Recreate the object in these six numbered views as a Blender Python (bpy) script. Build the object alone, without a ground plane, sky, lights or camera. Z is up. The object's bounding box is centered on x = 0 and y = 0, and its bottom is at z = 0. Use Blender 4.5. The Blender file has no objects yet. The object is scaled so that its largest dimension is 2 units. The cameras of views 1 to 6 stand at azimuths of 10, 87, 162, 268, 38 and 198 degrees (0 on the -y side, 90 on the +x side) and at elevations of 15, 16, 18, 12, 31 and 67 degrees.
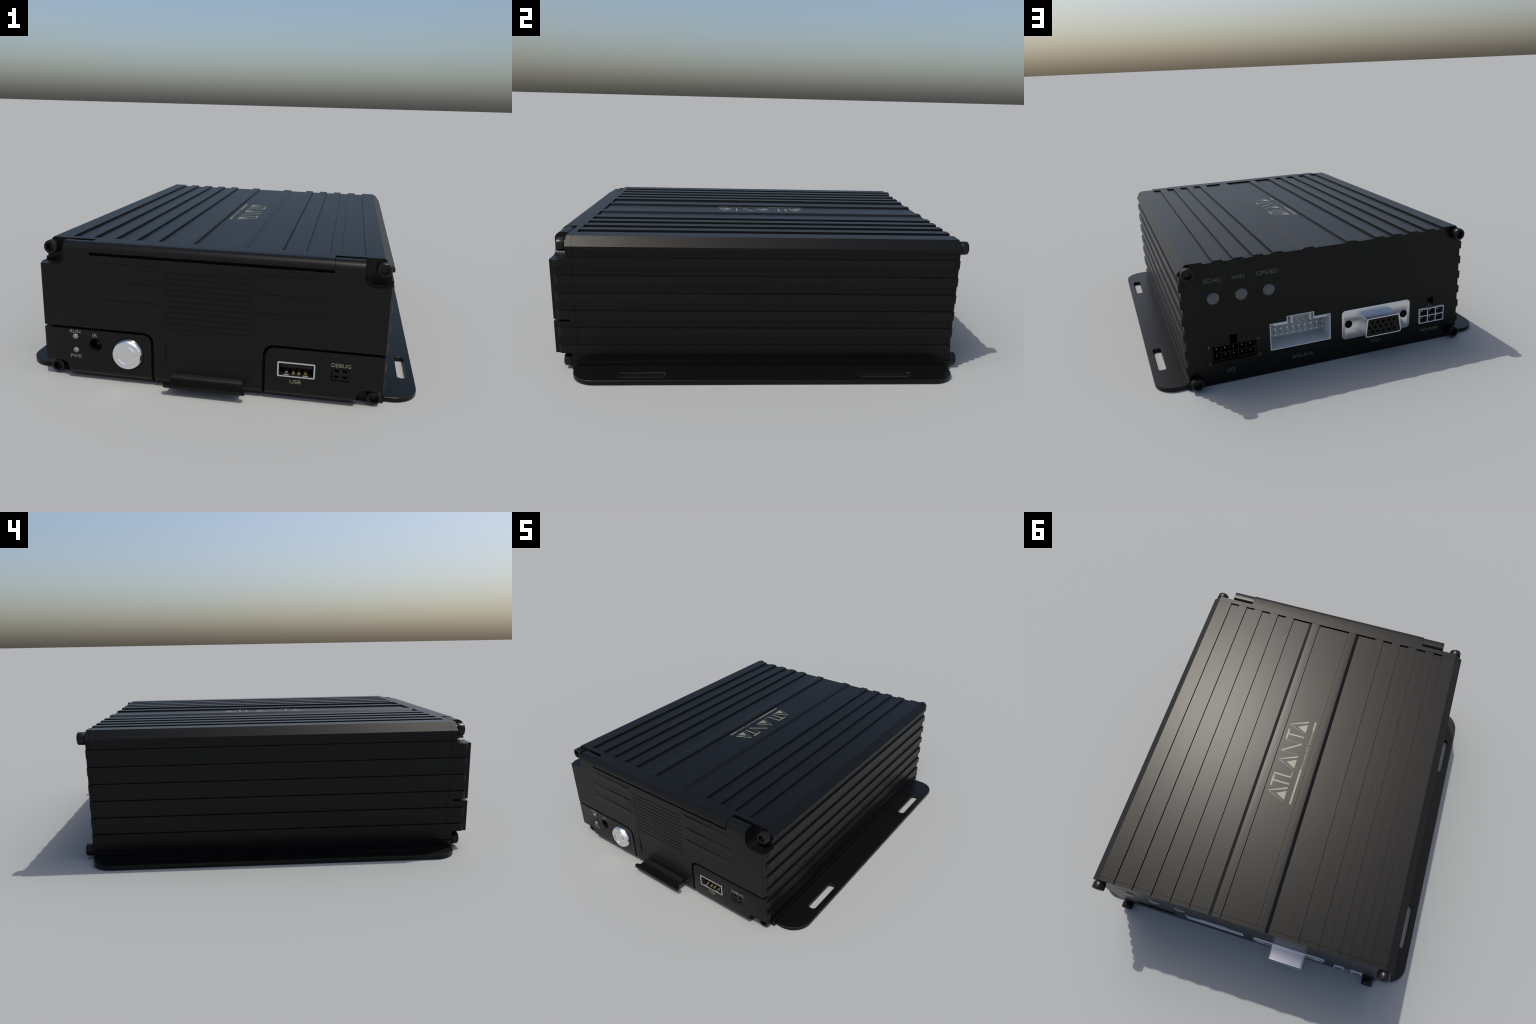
"""Black ribbed metal vehicle video recorder: extruded ribbed housing, screwed end
panels, front door with louvres and pull tab, rear connectors, flanged base plate."""
import bpy, bmesh, math
from math import sin, cos, pi, radians
from mathutils import Vector, Matrix

# ------------------------------------------------------------------ main sizes
FRONT = -0.9258      # front face of the door
FRAME_A = -0.8525    # front frame, front side
FRAME_B = -0.8255    # front frame, back side
SHELL_A = -0.8243    # ribbed housing, front end
SHELL_B = 0.9040     # ribbed housing, rear end
PANEL_A = 0.9052
BACK = 0.9235        # rear panel face
TOP = 0.6308
GROOVE = 0.6226
SIDE = 0.7495        # proud side ribs
SIDE_IN = 0.7405     # between the ribs
RIB_TOPS = [0.5415, 0.458, 0.3745, 0.291, 0.2075, 0.124]
RIB_H = 0.0410

# ------------------------------------------------------------------ materials
def new_mat(name, col, rough, metallic=0.0, spec=0.5, grain=0.0, gscale=400.0,
            bump=0.0, coat=0.0, transmission=0.0, rough_var=0.0):
    m = bpy.data.materials.new(name)
    m.use_nodes = True
    nt = m.node_tree
    b = nt.nodes["Principled BSDF"]
    b.inputs["Base Color"].default_value = (*col, 1)
    b.inputs["Roughness"].default_value = rough
    b.inputs["Metallic"].default_value = metallic
    b.inputs["Specular IOR Level"].default_value = spec
    b.inputs["Coat Weight"].default_value = coat
    b.inputs["Transmission Weight"].default_value = transmission
    if grain or bump or rough_var:
        tc = nt.nodes.new("ShaderNodeTexCoord")
        n = nt.nodes.new("ShaderNodeTexNoise")
        n.inputs["Scale"].default_value = gscale
        n.inputs["Detail"].default_value = 3
        nt.links.new(tc.outputs["Object"], n.inputs["Vector"])
        if grain:
            r = nt.nodes.new("ShaderNodeValToRGB")
            r.color_ramp.elements[0].position = 0.3
            r.color_ramp.elements[1].position = 0.7
            r.color_ramp.elements[0].color = (*[c * (1 - grain) for c in col], 1)
            r.color_ramp.elements[1].color = (*[c * (1 + grain) for c in col], 1)
            nt.links.new(n.outputs["Fac"], r.inputs["Fac"])
            nt.links.new(r.outputs["Color"], b.inputs["Base Color"])
        if rough_var:
            mr = nt.nodes.new("ShaderNodeMapRange")
            mr.inputs["To Min"].default_value = rough - rough_var
            mr.inputs["To Max"].default_value = rough + rough_var
            nt.links.new(n.outputs["Fac"], mr.inputs["Value"])
            nt.links.new(mr.outputs["Result"], b.inputs["Roughness"])
        if bump:
            bp = nt.nodes.new("ShaderNodeBump")
            bp.inputs["Strength"].default_value = bump
            bp.inputs["Distance"].default_value = 0.0004
            nt.links.new(n.outputs["Fac"], bp.inputs["Height"])
            nt.links.new(bp.outputs["Normal"], b.inputs["Normal"])
    return m

M_SHELL = new_mat("black_anodised_metal", (0.0034, 0.0035, 0.0034), 0.355, spec=0.225, grain=0.05, gscale=350)
M_DOOR = new_mat("black_matt_plastic", (0.0034, 0.0035, 0.0034), 0.36, spec=0.225, grain=0.05, gscale=350)
M_BOLT = new_mat("black_oxide_steel", (0.0042, 0.0042, 0.0045), 0.33, spec=0.3)
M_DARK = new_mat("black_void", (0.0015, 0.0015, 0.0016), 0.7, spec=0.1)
M_BLACK = new_mat("black_plastic", (0.004, 0.004, 0.004), 0.5, spec=0.3)
M_PRINT = new_mat("pale_print", (0.160, 0.166, 0.118), 0.38, spec=0.35)
M_PRINT_BACK = new_mat("rear_grey_print", (0.115, 0.122, 0.102), 0.6, spec=0.2)
M_STEEL = new_mat("nickel_steel", (0.72, 0.73, 0.74), 0.30, metallic=1.0)
M_CHROME = new_mat("polished_chrome", (0.90, 0.90, 0.90), 0.05, metallic=1.0)
M_GOLD = new_mat("gold_contact", (0.34, 0.26, 0.11), 0.45, metallic=1.0)
M_WHITE = new_mat("white_nylon", (0.62, 0.64, 0.64), 0.45)
M_LENS = new_mat("smoke_lens", (0.10, 0.105, 0.105), 0.16, spec=0.5)
M_LED = new_mat("clear_led", (0.15, 0.15, 0.145), 0.25, spec=0.5)
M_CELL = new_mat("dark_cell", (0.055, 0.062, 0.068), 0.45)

for m in (M_SHELL, M_DOOR, M_BOLT):
    m.node_tree.nodes["Principled BSDF"].inputs["Specular Tint"].default_value = (1.0, 0.985, 0.95, 1)

# ------------------------------------------------------------------ mesh helpers
ROOT = bpy.data.objects.new("vehicle_video_recorder", None)
bpy.context.collection.objects.link(ROOT)
ROOT["label"] = "black ribbed metal box with front door and rear connectors"
ROOT["category"] = "video recorder"

def rounded(poly, radii, seg=6):
    """Round the corners of a 2D polygon; radii: one value or one per corner."""
    n = len(poly)
    if not isinstance(radii, (list, tuple)):
        radii = [radii] * n
    out = []
    for i, p in enumerate(poly):
        r = radii[i]
        p = Vector(p); a = Vector(poly[i - 1]); b = Vector(poly[(i + 1) % n])
        if r <= 0:
            out.append(tuple(p)); continue
        u = (a - p).normalized(); v = (b - p).normalized()
        half = math.acos(max(-1, min(1, u.dot(v)))) / 2
        d = r / math.tan(half)
        c = p + (u + v).normalized() * (r / sin(half))
        s = p + u * d - c; e = p + v * d - c
        a0 = math.atan2(s.y, s.x); a1 = math.atan2(e.y, e.x)
        da = (a1 - a0 + pi) % (2 * pi) - pi
        for k in range(seg + 1):
            t = a0 + da * k / seg
            out.append((c.x + r * cos(t), c.y + r * sin(t)))
    return out

def circle(cx, cy, r, n=40):
    return [(cx + r * cos(2 * pi * k / n), cy + r * sin(2 * pi * k / n)) for k in range(n)]

def rect(x0, y0, x1, y1):
    return [(x0, y0), (x1, y0), (x1, y1), (x0, y1)]

def put(axis, u, v, w):
    """2D point (u, v) at depth w along the extrusion axis."""
    return {"x": (w, u, v), "y": (u, w, v), "z": (u, v, w)}[axis]

def loft_mesh(rings):
    """Closed solid through rings of 3D points (same count), capped at both ends."""
    bm = bmesh.new()
    vs = [[bm.verts.new(p) for p in ring] for ring in rings]
    n = len(rings[0])
    for a, b in zip(vs, vs[1:]):
        for i in range(n):
            j = (i + 1) % n
            bm.faces.new((a[i], a[j], b[j], b[i]))
    bm.faces.new(vs[0]); bm.faces.new(list(reversed(vs[-1])))
    bmesh.ops.recalc_face_normals(bm, faces=bm.faces)
    me = bpy.data.meshes.new("m")
    bm.to_mesh(me); bm.free()
    return me

def prism(poly, axis, a, b):
    return loft_mesh([[put(axis, u, v, a) for u, v in poly], [put(axis, u, v, b) for u, v in poly]])

def box(x0, x1, y0, y1, z0, z1):
    return prism(rect(min(x0, x1), min(z0, z1), max(x0, x1), max(z0, z1)), "y", y0, y1)

def lathe(profile, centre, axis="y", n=40):
    """Solid of revolution; profile = [(radius, position along axis)], closed with end caps."""
    rings = []
    for r, w in profile:
        rings.append([put(axis, centre[0] + r * cos(2 * pi * k / n), centre[1] + r * sin(2 * pi * k / n), w)
                      for k in range(n)])
    return loft_mesh(rings)

def join(*meshes):
    bm = bmesh.new()
    for m in meshes:
        bm.from_mesh(m)
    me = bpy.data.meshes.new("j")
    bm.to_mesh(me); bm.free()
    return me

def boolean(me, op, cutter):
    """Exact boolean of two meshes, returned as a new mesh."""
    a = bpy.data.objects.new("tmp_a", me); c = bpy.data.objects.new("tmp_c", cutter)
    bpy.context.collection.objects.link(a); bpy.context.collection.objects.link(c)
    md = a.modifiers.new("b", "BOOLEAN")
    md.operation = op; md.object = c; md.solver = "EXACT"; md.use_self = True
    dg = bpy.context.evaluated_depsgraph_get()
    res = bpy.data.meshes.new_from_object(a.evaluated_get(dg))
    bpy.data.objects.remove(a); bpy.data.objects.remove(c)
    return res

def cut(me, *cutters):
    return boolean(me, "DIFFERENCE", join(*cutters) if len(cutters) > 1 else cutters[0])

def smooth(me, angle=28):
    me.polygons.foreach_set("use_smooth", [True] * len(me.polygons))
    me.set_sharp_from_angle(angle=radians(angle))

def part(name, me, mat, parent=ROOT, angle=28):
    mats = mat if isinstance(mat, list) else [mat]
    me.name = name
    me.materials.clear()
    for m in mats:
        me.materials.append(m)
    smooth(me, angle)
    o = bpy.data.objects.new(name, me)
    bpy.context.collection.objects.link(o)
    o.parent = parent
    return o

def bevel_mesh(me, width, angle=35, seg=2):
    o = bpy.data.objects.new("tmp_b", me)
    bpy.context.collection.objects.link(o)
    md = o.modifiers.new("b", "BEVEL")
    md.width = width; md.segments = seg; md.limit_method = "ANGLE"; md.angle_limit = radians(angle)
    dg = bpy.context.evaluated_depsgraph_get()
    res = bpy.data.meshes.new_from_object(o.evaluated_get(dg))
    bpy.data.objects.remove(o)
    return res

# ------------------------------------------------------------------ cross-sections
def side_profile(proud, inner, bottom):
    """Right side, from the chamfer foot down to the bottom: ribs with a sloping top."""
    pts = [(proud, 0.5915), (proud, 0.5775), (inner, 0.5765)]
    for zt in RIB_TOPS:
        pts += [(inner, zt + 0.0001), (proud, zt - 0.0011), (proud, zt - RIB_H), (inner, zt - RIB_H - 0.0008)]
    pts += [(inner, 0.0406), (proud, 0.0394), (proud, bottom)]
    return pts

def top_profile():
    """Right half of the top, from the centre line out to the chamfer: flat fins and grooves."""
    pts = [(0.0, GROOVE), (0.0865, GROOVE), (0.0890, TOP), (0.108, TOP), (0.120, TOP - 0.0002), (0.1312, TOP - 0.0006), (0.1485, GROOVE)]
    for a, b in [(0.2445, 0.2935), (0.3415, 0.3905), (0.4385, 0.4875), (0.5355, 0.5845)]:
        pts += [(a, GROOVE), (a + 0.001, TOP), (b - 0.001, TOP), (b, GROOVE)]
    pts += [(0.632, GROOVE), (0.633, TOP), (0.7075, TOP)]
    return pts

def outline(top_half, side):
    right = top_half + side
    return right + [(-x, z) for x, z in reversed(right) if x > 0]

HOUSING_OUTLINE = outline(top_profile(), side_profile(SIDE, SIDE_IN, 0.0204))
PANEL_OUTLINE = outline(top_profile(), side_profile(SIDE, SIDE_IN, 0.0008))
FRAME_OUTLINE = outline([(0.0, TOP), (0.7075, TOP)], side_profile(SIDE, SIDE_IN, 0.0008))

# ------------------------------------------------------------------ rear openings
IO_HOLE = [(0.400, 0.1165), (0.621, 0.1165), (0.621, 0.2010), (0.5295, 0.2010), (0.5295, 0.2495),
           (0.4940, 0.2495), (0.4940, 0.2010), (0.400, 0.2010)]
AV_OUT = [(0.0045, 0.1205), (0.3275, 0.1205), (0.3275, 0.2650), (0.2385, 0.2650), (0.2385, 0.2918),
          (0.0930, 0.2918), (0.0930, 0.2650), (0.0045, 0.2650)]
AV_HOLE = [(0.0015, 0.1165), (0.3315, 0.1165), (0.3315, 0.2685), (0.2415, 0.2685), (0.2415, 0.2950),
           (0.0900, 0.2950), (0.0900, 0.2690), (0.0015, 0.2690)]
PW_HOLE = [(-0.6600, 0.1065), (-0.5020, 0.1065), (-0.5020, 0.1975), (-0.5570, 0.1975), (-0.5570, 0.2490),
           (-0.5915, 0.2490), (-0.5915, 0.1975), (-0.6600, 0.1975)]

# ------------------------------------------------------------------ housing
shell = prism(HOUSING_OUTLINE, "y", SHELL_A, SHELL_B)
shell = cut(shell, prism(IO_HOLE, "y", 0.83, 1.0), prism(AV_HOLE, "y", 0.76, 1.0), prism(PW_HOLE, "y", 0.82, 1.0))
part("housing", shell, M_SHELL, angle=9)

panel = prism(PANEL_OUTLINE, "y", PANEL_A, BACK)
panel = cut(panel, prism(IO_HOLE, "y", 0.85, 1.0), prism(AV_HOLE, "y", 0.76, 1.0), prism(PW_HOLE, "y", 0.82, 1.0))
part("back_panel", panel, M_SHELL, angle=9)

part("front_frame", prism(FRAME_OUTLINE, "y", FRAME_A, FRAME_B), M_SHELL)

# a slightly smaller core closes the hair-line seams between housing and end panels
core = outline([(0.0, GROOVE - 0.004), (0.703, GROOVE - 0.004)], [(SIDE_IN - 0.004, 0.586), (SIDE_IN - 0.004, 0.0215)])
hollow = box(-0.725, 0.725, -2, 2, 0.035, 0.606)
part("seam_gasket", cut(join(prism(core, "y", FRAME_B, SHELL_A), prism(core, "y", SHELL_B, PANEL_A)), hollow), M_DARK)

# base plate with two slotted mounting flanges
ear = 0.8955
plate_poly = [(-ear, -0.837), (-0.752, -0.837), (-0.752, -0.8235), (0.752, -0.8235), (0.752, -0.837), (ear, -0.837),
              (ear, 0.911), (0.752, 0.911), (0.752, 0.9030), (-0.752, 0.9030), (-0.752, 0.911), (-ear, 0.911)]
R = 0.098
plate = prism(rounded(plate_poly, [0.112, 0, 0, 0, 0, 0.112, R, 0, 0, 0, 0, R], 14), "z", 0.0, 0.0200)
slots = []
for sx in (-1, 1):
    for y0, y1 in ((-0.640, -0.411), (0.466, 0.713)):
        xs = sorted((sx * 0.8205, sx * 0.8635))
        slots.append(prism(rounded(rect(xs[0], y0, xs[1], y1), 0.0175, 8), "z", -0.02, 0.05))
plate = cut(plate, *slots)
part("base_plate", bevel_mesh(plate, 0.0012, 40, 1), M_SHELL)

# ------------------------------------------------------------------ front door and corner covers
def bezel_ring(y, s):
    """Side ribs that fade out towards the front: s = 1 full ribs, 0 flat."""
    flat = 0.7395
    edge = {-0.9245: 0.7380, FRONT: 0.7350}.get(y, flat if y > -0.918 else 0.7392)
    side = side_profile(edge + (SIDE - edge) * s, edge + (SIDE_IN - edge) * s, 0.004)
    o = outline([(0.0, 0.640), (0.705, 0.640)], side)
    return [(x, y, z) for x, z in o]

bezel = loft_mesh([bezel_ring(y, s) for y, s in
                   ((-0.8522, 1.0), (-0.886, 1.0), (-0.893, 0.93), (-0.899, 0.72), (-0.904, 0.40), (-0.908, 0.12),
                    (-0.911, 0.0), (-0.9165, 0.0), (-0.9215, 0.0), (-0.9245, 0.0), (FRONT, 0.0))])

def arc(cy, cz, r, a0, a1, n=8):
    return [(cy + r * cos(radians(a0 + (a1 - a0) * k / n)), cz + r * sin(radians(a0 + (a1 - a0) * k / n)))
            for k in range(n + 1)]

# profile seen from the side: chamfered foot, rounded hinge barrel at the top
bezel_profile = ([(-0.850, 0.0065), (-0.888, 0.0065)] + [(-0.893, 0.0080), (-0.9215, 0.0355), (FRONT, 0.0440)]
                 + arc(FRONT + 0.033, TOP - 0.0345, 0.033, 180, 90, 9) + arc(-0.8775, 0.6105, 0.018, 90, 0, 6)
                 + [(-0.8595, 0.560), (-0.850, 0.556)])
bezel = boolean(bezel, "INTERSECT", prism(bezel_profile, "x", -0.9, 0.9))

G = 0.0062  # half of the gap between door and covers
hx = 0.5128
door_poly = [(-0.80, 0.2490), (-0.2375, 0.2490), (-0.2375, -0.05), (0.2375, -0.05), (0.2375, 0.2490), (0.80, 0.2490),
             (0.80, 0.5285), (0.6315, 0.5285), (0.6315, 0.70), (hx, 0.70), (hx, 0.5770), (-hx, 0.5770),
             (-hx, 0.70), (-0.6315, 0.70), (-0.6315, 0.5285), (-0.80, 0.5285)]
door = boolean(bezel.copy(), "INTERSECT",
               prism(rounded(door_poly, [0, 0.046, 0, 0, 0.046, 0, 0, 0.036, 0, 0, 0, 0, 0, 0, 0.036, 0], 8), "y", -1.2, -0.7))

# louvres: eleven saw-tooth steps cut into the door, and a sloping hollow below them
pitch, z_first = 0.02463, 0.5245
for k in range(11):
    zb = z_first - k * pitch
    prof = [(FRONT - 0.01, zb), (FRONT + 0.0020, zb), (FRONT - 0.0001, zb + pitch * 0.90), (FRONT - 0.01, zb + pitch * 0.90)]
    door = cut(door, prism(prof, "x", -0.1863, 0.1858))
door = cut(door, prism([(FRONT - 0.01, 0.266), (FRONT - 0.0001, 0.266), (FRONT + 0.0042, 0.131), (FRONT + 0.0036, 0.122),
                        (FRONT - 0.0001, 0.088), (FRONT - 0.01, 0.088)], "x", -0.1863, 0.1858))
door_obj = part("front_door", door, M_DOOR, angle=12)

# three wedge-shaped fins each side: sharp upper edge, tallest near the louvres, fading downwards
for sx in (-1, 1):
    for zt in (0.5465, 0.4650, 0.3840):
        lo = zt - 0.041
        rings = []
        for x, h in ((0.2065, 0.0002), (0.2240, 0.0036), (0.5390, 0.0013)):
            rings.append([(sx * x, FRONT + 0.003, zt), (sx * x, FRONT - h, zt), (sx * x, FRONT + 0.0002, lo), (sx * x, FRONT + 0.003, lo)])
        part("vent_fin", loft_mesh(rings), M_DOOR, door_obj, angle=5)

# pull tab that curves out of the hollow, with two small ears at its tip
upper = [(FRONT + 0.0040, 0.112), (FRONT + 0.0020, 0.0870), (FRONT - 0.0010, 0.0735), (FRONT - 0.0060, 0.0640),
         (FRONT - 0.0140, 0.0583), (FRONT - 0.0250, 0.0561), (FRONT - 0.0400, 0.0556), (-0.976, 0.0555)]
lower = [(-0.976, 0.0420), (-0.955, 0.0421), (-0.938, 0.0428), (-0.9230, 0.0450), (-0.9120, 0.050), (-0.9080, 0.100)]
tab = prism(upper + lower, "x", -0.1555, 0.1550)
tip = prism(rounded([(-0.155, -0.955), (-0.155, -0.9745), (-0.177, -0.9745), (-0.177, -0.9990), (0.1765, -0.9990), (0.1765, -0.9745), (0.1545, -0.9745), (0.1545, -0.955)],
                    [0, 0.008, 0.0097, 0.0097, 0.0097, 0.0097, 0.008, 0], 6), "z", 0.0420, 0.0555)
tab = boolean(tab, "UNION", tip)
part("pull_tab", tab, M_DOOR)

# corner covers (left with lock and lamps, right with ports)
def cover_poly(sx):
    p = [(sx * 0.2495, -0.05), (sx * 0.6315, -0.05), (sx * 0.6315, 0.0845), (sx * 0.80, 0.0845), (sx * 0.80, 0.2375), (sx * 0.2495, 0.2375)]
    r = [0, 0, 0.036, 0, 0, 0.036]
    if sx < 0:
        p.reverse(); r.reverse()
    return rounded(p, r, 8)

LOCK = (-0.3550, 0.1437)
IR = (-0.5045, 0.1708)
cover_l = boolean(bezel.copy(), "INTERSECT", prism(cover_poly(-1), "y", -1.2, -0.7))
cover_l = cut(cover_l, prism(circle(*IR, 0.0285), "y", -1.0, -0.875), prism(circle(*LOCK, 0.0738, 56), "y", -1.0, -0.875))
cover_r = boolean(bezel.copy(), "INTERSECT", prism(cover_poly(1), "y", -1.2, -0.7))
cover_r = cut(cover_r, prism(rounded(rect(0.3005, 0.1132, 0.4590, 0.1812), 0.004, 4), "y", -1.0, -0.862),
              prism(rect(0.5250, 0.1155, 0.6000, 0.1720), "y", -1.0, -0.885))
part("corner_cover", cover_l, M_DOOR)
part("corner_cover", cover_r, M_DOOR)

# lid strip over the door edge, flush with the frame top
lid_prof = ([(FRAME_A, 0.5895), (-0.9275, 0.5895), (-0.9292, 0.5912)] + arc(-0.9292 + 0.032, TOP - 0.032, 0.032, 180, 90, 10) + [(FRAME_A, TOP)])
part("hinge_lid", prism(lid_prof, "x", -0.5112, 0.5112), M_SHELL)

# near-black filler blocks set back in the gaps round the door
gap_fill = [box(-0.5110, 0.5110, -0.9140, FRAME_A - 0.0004, 0.5772, 0.5893)]
for sx in (-1, 1):
    gap_fill.append(box(sx * 0.2640, sx * 0.7000, -0.9080, FRAME_A - 0.0004, 0.2377, 0.2488))
    gap_fill.append(box(sx * 0.2377, sx * 0.2493, -0.9080, FRAME_A - 0.0004, 0.0300, 0.2000))
part("gap_backing", join(*gap_fill), M_DARK)

# ------------------------------------------------------------------ socket-head bolts
def bolt_mesh():
    n = 48
    body = lathe([(0.0260, 0.0), (0.0260, 0.0065), (0.0300, 0.0070), (0.0308, 0.0085), (0.0308, 0.0350), (0.0298, 0.0382), (0.0270, 0.0402)],
                 (0, 0), "y", n)
    hexa = [(0.0215 * cos(pi / 2 + k * pi / 3), 0.0215 * sin(pi / 2 + k * pi / 3)) for k in range(6)]
    return cut(body, prism(hexa, "y", 0.021, 0.06))

bolt = bolt_mesh()
bolt.name = "bolt"
bolt.materials.append(M_BOLT)
smooth(bolt, 35)
for sx in (-1, 1):
    for z in (0.5915, 0.0370):
        for y, rot in ((FRAME_A, pi), (BACK, 0)):
            o = bpy.data.objects.new("bolt", bolt)
            bpy.context.collection.objects.link(o)
            o.parent = ROOT
            o.location = (sx * 0.7070, y, z)
            o.rotation_euler = (0, 0, rot)

# ------------------------------------------------------------------ lettering
def text_mesh(s):
    cu = bpy.data.curves.new("t", "FONT")
    cu.body = s
    cu.extrude = 0.02
    cu.resolution_u = 6
    o = bpy.data.objects.new("tmp_t", cu)
    bpy.context.collection.objects.link(o)
    dg = bpy.context.evaluated_depsgraph_get()
    me = bpy.data.meshes.new_from_object(o.evaluated_get(dg))
    bpy.data.objects.remove(o)
    return me

def label(s, u0, u1, v0, v1, to_world, name="port_label", mat=M_PRINT, weight=0.0):
    """Text fitted into the rectangle u0..u1, v0..v1 of a face; to_world maps (u, v, h) to 3D."""
    me = text_mesh(s)
    xs = [v.co.x for v in me.vertices]; ys = [v.co.y for v in me.vertices]
    x0, x1, y0, y1 = min(xs), max(xs), min(ys), max(ys)
    for v in me.vertices:
        u = u0 + (u1 - u0) * (v.co.x - x0) / (x1 - x0)
        w = v0 + (v1 - v0) * (v.co.y - y0) / (y1 - y0)
        v.co = to_world(u, w, 0.0006 if v.co.z > 0 else -0.0004)
    bm = bmesh.new(); bm.from_mesh(me)
    bmesh.ops.recalc_face_normals(bm, faces=bm.faces)
    bm.to_mesh(me); bm.free()
    return part(name, me, mat)

on_front = lambda u, v, h: (u, FRONT - h, v)
on_back = lambda u, v, h: (-u, BACK + h, v)

for s, a, b, c, d in (("RUN", -0.6205, -0.5720, 0.2182, 0.2347), ("PWR", -0.6225, -0.5710, 0.1025, 0.1185),
                      ("IR", -0.5160, -0.4940, 0.2073, 0.2238), ("USB", 0.3550, 0.4013, 0.0842, 0.1010),
                      ("DEBUG", 0.5242, 0.6038, 0.1775, 0.1938)):
    label(s, a, b, c, d, on_front)
for s, a, b, c, d in (("3G/4G", -0.6350, -0.5520, 0.5260, 0.5475), ("WIFI", -0.5010, -0.4420, 0.5260, 0.5470),
                      ("GPS/BD", -0.3810, -0.2755, 0.5260, 0.5475), ("I/O", -0.5510, -0.5150, 0.0530, 0.0745),
                      ("AVI-AV4", -0.2170, -0.1070, 0.0545, 0.0750), ("VGA", 0.2190, 0.2790, 0.0540, 0.0745),
                      ("POWER", 0.5240, 0.6310, 0.0535, 0.0745), ("1", -0.6370, -0.6310, 0.1945, 0.2095),
                      ("2", -0.6400, -0.6290, 0.1060, 0.1215), ("9", -0.3930, -0.3820, 0.1945, 0.2090),
                      ("10", -0.3975, -0.3770, 0.1085, 0.1230)):
    label(s, a, b, c, d, on_back, mat=M_PRINT_BACK)

# emblem on the lid: letters of thick and thin strokes, reading towards the front
def stroke(p, q, w0, w1=None):
    """Quad stroke from p to q, width w0 (horizontal when steep, vertical when flat)."""
    if w1 is None: w1 = w0
    (s0, t0), (s1, t1) = p, q
    if abs(s1 - s0) > abs(t1 - t0):
        return [(s0, t0 - w0 / 2), (s1, t1 - w1 / 2), (s1, t1 + w1 / 2), (s0, t0 + w0 / 2)]
    return [(s0 - w0 / 2, t0), (s1 - w1 / 2, t1), (s1 + w1 / 2, t1), (s0 + w0 / 2, t0)]

H = 0.0935
THICK, THIN = 0.0088, 0.0014
shapes = []
def letter_a(s):
    shapes.append([(s, 0), (s + THIN, 0), (s + 0.042, H - 0.004), (s + 0.041, H)])
    shapes.append([(s + 0.0745, 0), (s + 0.0855, 0), (s + 0.0430, H), (s + 0.0395, H - 0.002)])
    shapes.append([(s + 0.0125, 0), (s + 0.0640, 0), (s + 0.0375, 0.0490)])
def letter_t(s):
    shapes.append(rect(s, H - THICK, s + 0.0615, H))
    shapes.append(rect(s + 0.0275, 0, s + 0.0275 + THICK * 0.95, H - THICK - 0.0001))
letter_a(0.0)
letter_t(0.0710)
shapes.append(rect(0.1380, 0, 0.1380 + THICK * 0.95, H)); shapes.append(rect(0.1380 + THICK * 0.96, 0, 0.1755, 0.0030))
letter_a(0.1830)
shapes.append(stroke((0.2755, 0), (0.2735, H), THIN)); shapes.append(stroke((0.2775, H), (0.3405, 0), 0.0098))
shapes.append(stroke((0.3450, 0), (0.3430, H), THIN))
letter_t(0.3490)
letter_a(0.3970)
shapes.append(rect(-0.001, -0.0408, 0.1995, -0.0310)); shapes.append(rect(0.4310, -0.0408, 0.4875, -0.0310))
on_top = lambda u, v, h: (v - 0.0265, 0.2825 - u, GROOVE + h)
emblem = join(*[loft_mesh([[on_top(u, v, -0.0004) for u, v in sh], [on_top(u, v, 0.0006) for u, v in sh]]) for sh in shapes])
part("emblem", emblem, M_PRINT)
label("Innovative IOT Solutions", 0.2065, 0.4275, -0.0425, -0.0295, on_top, name="emblem_tagline")

# ------------------------------------------------------------------ front fittings
def revolve_part(name, profile, c, mat, n=40, angle=35, parent=ROOT):
    return part(name, lathe(profile, c, "y", n), mat, parent, angle)

# key lock: bevelled chrome barrel with a ring groove and two key notches
lk = lathe([(0.0715, -0.876), (0.0720, -0.9270), (0.0700, -0.9330), (0.0625, -0.9460), (0.0612, -0.9470)], LOCK, "y", 64)
ring = cut(lathe([(0.0435, -0.96), (0.0435, -0.9415)], LOCK, "y", 56), lathe([(0.0375, -0.97), (0.0375, -0.93)], LOCK, "y", 56))
notches = [prism(rect(LOCK[0] - 0.0055, LOCK[1] + 0.036, LOCK[0] + 0.0055, LOCK[1] + 0.0495), "y", -0.96, -0.9425),
           prism(rect(LOCK[0] + 0.0300, LOCK[1] - 0.012, LOCK[0] + 0.0400, LOCK[1] - 0.003), "y", -0.96, -0.9425)]
lk = cut(lk, ring)
for nn in notches:
    lk = cut(lk, nn)
part("key_lock", lk, M_CHROME, angle=30)

for z in (0.2033, 0.1395):
    prof = [(0.0128, -0.905)] + [(0.0128 * cos(a), FRONT - 0.0075 * sin(a)) for a in [k * pi / 16 for k in range(8)]] + [(0.0006, FRONT - 0.0075)]
    revolve_part("indicator_lamp", prof, (-0.5955, z), M_LED, 24)
ir_rx = revolve_part("infrared_receiver", [(0.0270, -0.874), (0.0270, -0.880), (0.012, -0.881), (0.012, -0.900), (0.008, -0.906), (0.002, -0.908)], (IR[0] + 0.006, IR[1]), M_BLACK, 28)

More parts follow.
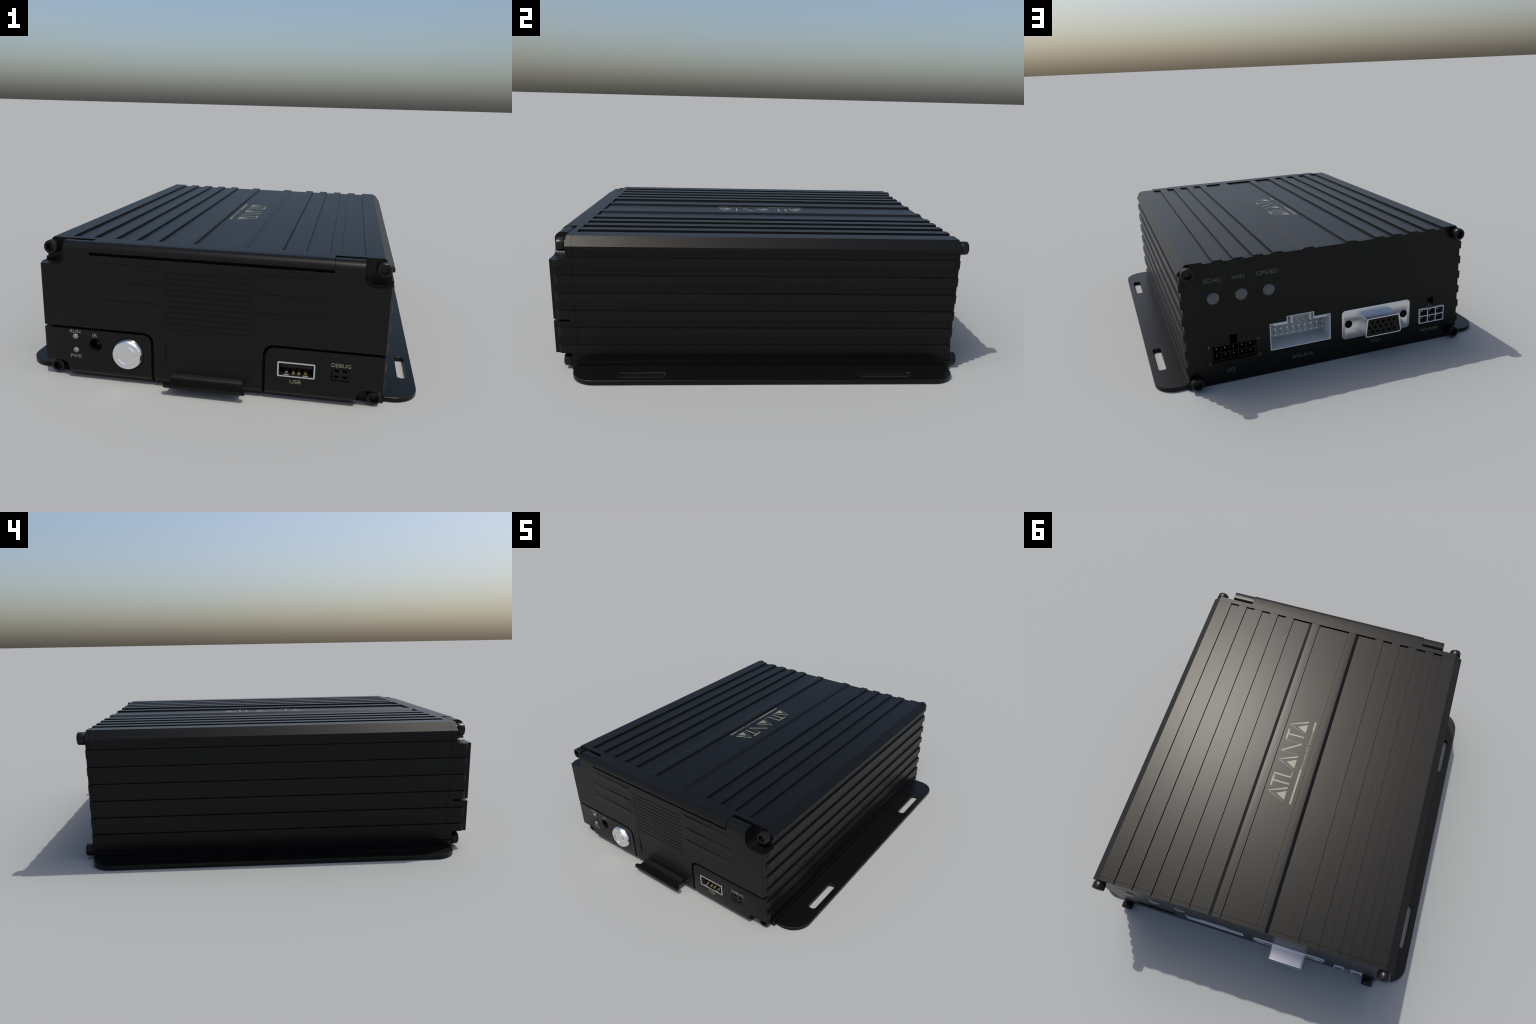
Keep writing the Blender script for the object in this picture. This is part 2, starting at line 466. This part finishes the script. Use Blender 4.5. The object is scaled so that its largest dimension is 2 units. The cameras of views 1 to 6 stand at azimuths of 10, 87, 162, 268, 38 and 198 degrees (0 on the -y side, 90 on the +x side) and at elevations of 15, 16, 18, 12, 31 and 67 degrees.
# USB socket
sh_o = rounded(rect(0.3010, 0.1137, 0.4585, 0.1807), 0.005, 4)
sh_i = rounded(rect(0.3070, 0.1194, 0.4525, 0.1744), 0.002, 3)
usb = part("usb_socket", cut(prism(sh_o, "y", -0.9290, -0.864), prism(sh_i, "y", -1.0, -0.868)), M_STEEL)
part("tongue", box(0.3130, 0.4465, -0.9165, -0.868, 0.1512, 0.1707), M_BLACK, usb)
part("back_wall", box(0.3072, 0.4523, -0.872, -0.868, 0.1196, 0.1742), M_BLACK, usb)
part("floor", box(0.3072, 0.4523, -0.9270, -0.870, 0.1196, 0.1217), M_BLACK, usb)
for x in (0.3390, 0.3680, 0.3905, 0.4190):
    part("contact", prism([(-0.920, 0.1218), (-0.920, 0.1234), (-0.876, 0.1422), (-0.874, 0.1402)], "x", x - 0.0058, x + 0.0058), M_GOLD, usb)
for x in (0.3390, 0.4190):
    part("spring", box(x - 0.0105, x + 0.0105, -0.9270, -0.9150, 0.1219, 0.1250), M_STEEL, usb)

# debug header: black block with four pin wells
hd = box(0.5285, 0.5998, -0.9235, -0.886, 0.1190, 0.1718)
for x in (0.5465, 0.5805):
    for z in (0.1605, 0.1335):
        hd = cut(hd, prism([(x - 0.0088, z - 0.0065), (x + 0.0088, z - 0.0065), (x + 0.0088, z + 0.0065), (x + 0.0045, z + 0.0065),
                            (x + 0.0045, z + 0.0035), (x - 0.0045, z + 0.0035), (x - 0.0045, z + 0.0065), (x - 0.0088, z + 0.0065)], "y", -1.0, -0.895))
part("debug_header", hd, M_DOOR)

# ------------------------------------------------------------------ rear fittings
for x in (0.5935, 0.4580, 0.3225):
    R0, hgt = 0.0302, 0.0105
    prof = [(R0, 0.915)] + [(R0 * cos(a), BACK + hgt * sin(a)) for a in [k * pi / 24 for k in range(12)]] + [(0.001, BACK + hgt)]
    revolve_part("antenna_cap", prof, (x, 0.4475), M_LENS, 40)

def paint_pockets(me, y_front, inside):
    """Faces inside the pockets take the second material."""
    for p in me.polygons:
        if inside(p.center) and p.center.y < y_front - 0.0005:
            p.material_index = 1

def cell_block(name, x0, x1, z0, z1, y_back, y_front, cols, rows, wall, depth, mats, chamfered, pin_mat, pin_depth, pin_r=0.0024):
    me = box(x0, x1, y_back, y_front, z0, z1)
    cw = (x1 - x0 - wall * (cols + 1)) / cols
    ch = (z1 - z0 - wall * (rows + 1)) / rows
    centres = []
    for i in range(cols):
        for j in range(rows):
            a = x0 + wall + i * (cw + wall); b = z0 + wall + j * (ch + wall)
            r = 0.006 if (i, j) in chamfered else 0.0004
            me = cut(me, prism(rounded(rect(a, b, a + cw, b + ch), [r, r, 0.0004, 0.0004], 3), "y", y_front - depth, 1.1))
            centres.append((a + cw / 2, b + ch / 2))
    part_o = part(name, me, mats)
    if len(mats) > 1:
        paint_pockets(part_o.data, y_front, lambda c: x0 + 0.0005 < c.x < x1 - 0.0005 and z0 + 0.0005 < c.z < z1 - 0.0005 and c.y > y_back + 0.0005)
    for cx, cz in centres:
        part("pin", box(cx - pin_r, cx + pin_r, y_front - depth + 0.0001, y_front - pin_depth, cz - pin_r, cz + pin_r), pin_mat, part_o)
    return part_o

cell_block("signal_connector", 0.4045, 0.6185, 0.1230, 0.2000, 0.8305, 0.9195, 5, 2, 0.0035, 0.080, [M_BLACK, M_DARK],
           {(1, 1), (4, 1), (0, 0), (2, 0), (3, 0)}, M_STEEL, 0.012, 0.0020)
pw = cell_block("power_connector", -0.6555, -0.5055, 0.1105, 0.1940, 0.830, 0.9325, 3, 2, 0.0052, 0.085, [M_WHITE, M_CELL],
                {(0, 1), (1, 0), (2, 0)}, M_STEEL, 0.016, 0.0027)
part("latch", prism([(0.870, 0.1942), (0.9315, 0.1942), (0.9315, 0.1965), (0.905, 0.2130), (0.870, 0.2130)], "x", -0.5900, -0.5585), M_CELL, pw)

# video connector: open white shroud with two rows of pins
av = prism(AV_OUT, "y", 0.765, 0.9222)
av_in = [(0.0095, 0.1250), (0.3230, 0.1250), (0.3230, 0.2600), (0.3085, 0.2600), (0.3085, 0.2515), (0.2335, 0.2515), (0.2335, 0.2875),
         (0.2175, 0.2875), (0.2175, 0.2510), (0.2085, 0.2510), (0.2085, 0.2875),
         (0.1180, 0.2875), (0.1180, 0.2510), (0.1090, 0.2510), (0.1090, 0.2875), (0.0980, 0.2875), (0.0980, 0.2515), (0.0240, 0.2515),
         (0.0240, 0.2600), (0.0095, 0.2600)]
av = cut(av, prism(av_in, "y", 0.795, 1.0))
av_obj = part("video_connector", av, M_WHITE)
for row, z in enumerate((0.2055, 0.1725)):
    for k in range(9):
        x = 0.0275 + k * 0.0320
        part("pin", box(x - 0.0042, x + 0.0042, 0.7952, 0.8670, z - 0.0042, z + 0.0042), M_STEEL, av_obj)

# display connector: rounded flange, D-shaped shroud, black insert with fifteen holes
flange = prism(rounded(rect(-0.4475, 0.1040, -0.0550, 0.2648), 0.022, 8), "y", BACK - 0.002, BACK + 0.0045)
flange = cut(flange, prism(circle(-0.0925, 0.1865, 0.0205), "y", 0.8, 1.1), prism(circle(-0.4105, 0.1865, 0.0205), "y", 0.8, 1.1))
vga = part("display_connector", bevel_mesh(flange, 0.0015, 40, 2), M_STEEL)
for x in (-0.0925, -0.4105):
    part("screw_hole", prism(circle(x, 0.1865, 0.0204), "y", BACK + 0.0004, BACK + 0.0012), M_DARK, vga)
d_out = [(-0.3575, 0.1300), (-0.1515, 0.1300), (-0.1625, 0.2325), (-0.3420, 0.2325)]
d_in = [(-0.3515, 0.1350), (-0.1570, 0.1350), (-0.1675, 0.2275), (-0.3370, 0.2275)]
shroud = cut(prism(rounded(d_out, [0.012, 0.012, 0.010, 0.010], 6), "y", BACK + 0.0044, 1.0005),
             prism(rounded(d_in, [0.008, 0.008, 0.006, 0.006], 6), "y", 0.955, 1.1))
part("shroud", shroud, M_STEEL, vga)
insert = prism(rounded(d_in, [0.008, 0.008, 0.006, 0.006], 6), "y", 0.9552, 0.9975)
for z, x0 in ((0.2050, -0.1920), (0.1800, -0.1768), (0.1545, -0.1920)):
    for k in range(5):
        insert = cut(insert, prism(circle(x0 - k * 0.0308, z, 0.0080, 20), "y", 0.97, 1.1))
ins = part("insert", insert, [M_BLACK, M_DARK], vga)
for p in ins.data.polygons:
    if 0.956 < p.center.y < 0.9970 and abs(p.normal.y) < 0.5 and p.area < 0.0004:
        p.material_index = 1

# the whole thing stands a quarter of a degree askew
ROOT.rotation_euler = (0, 0, 0.0046)
for m in list(bpy.data.meshes):
    if m.users == 0:
        bpy.data.meshes.remove(m)
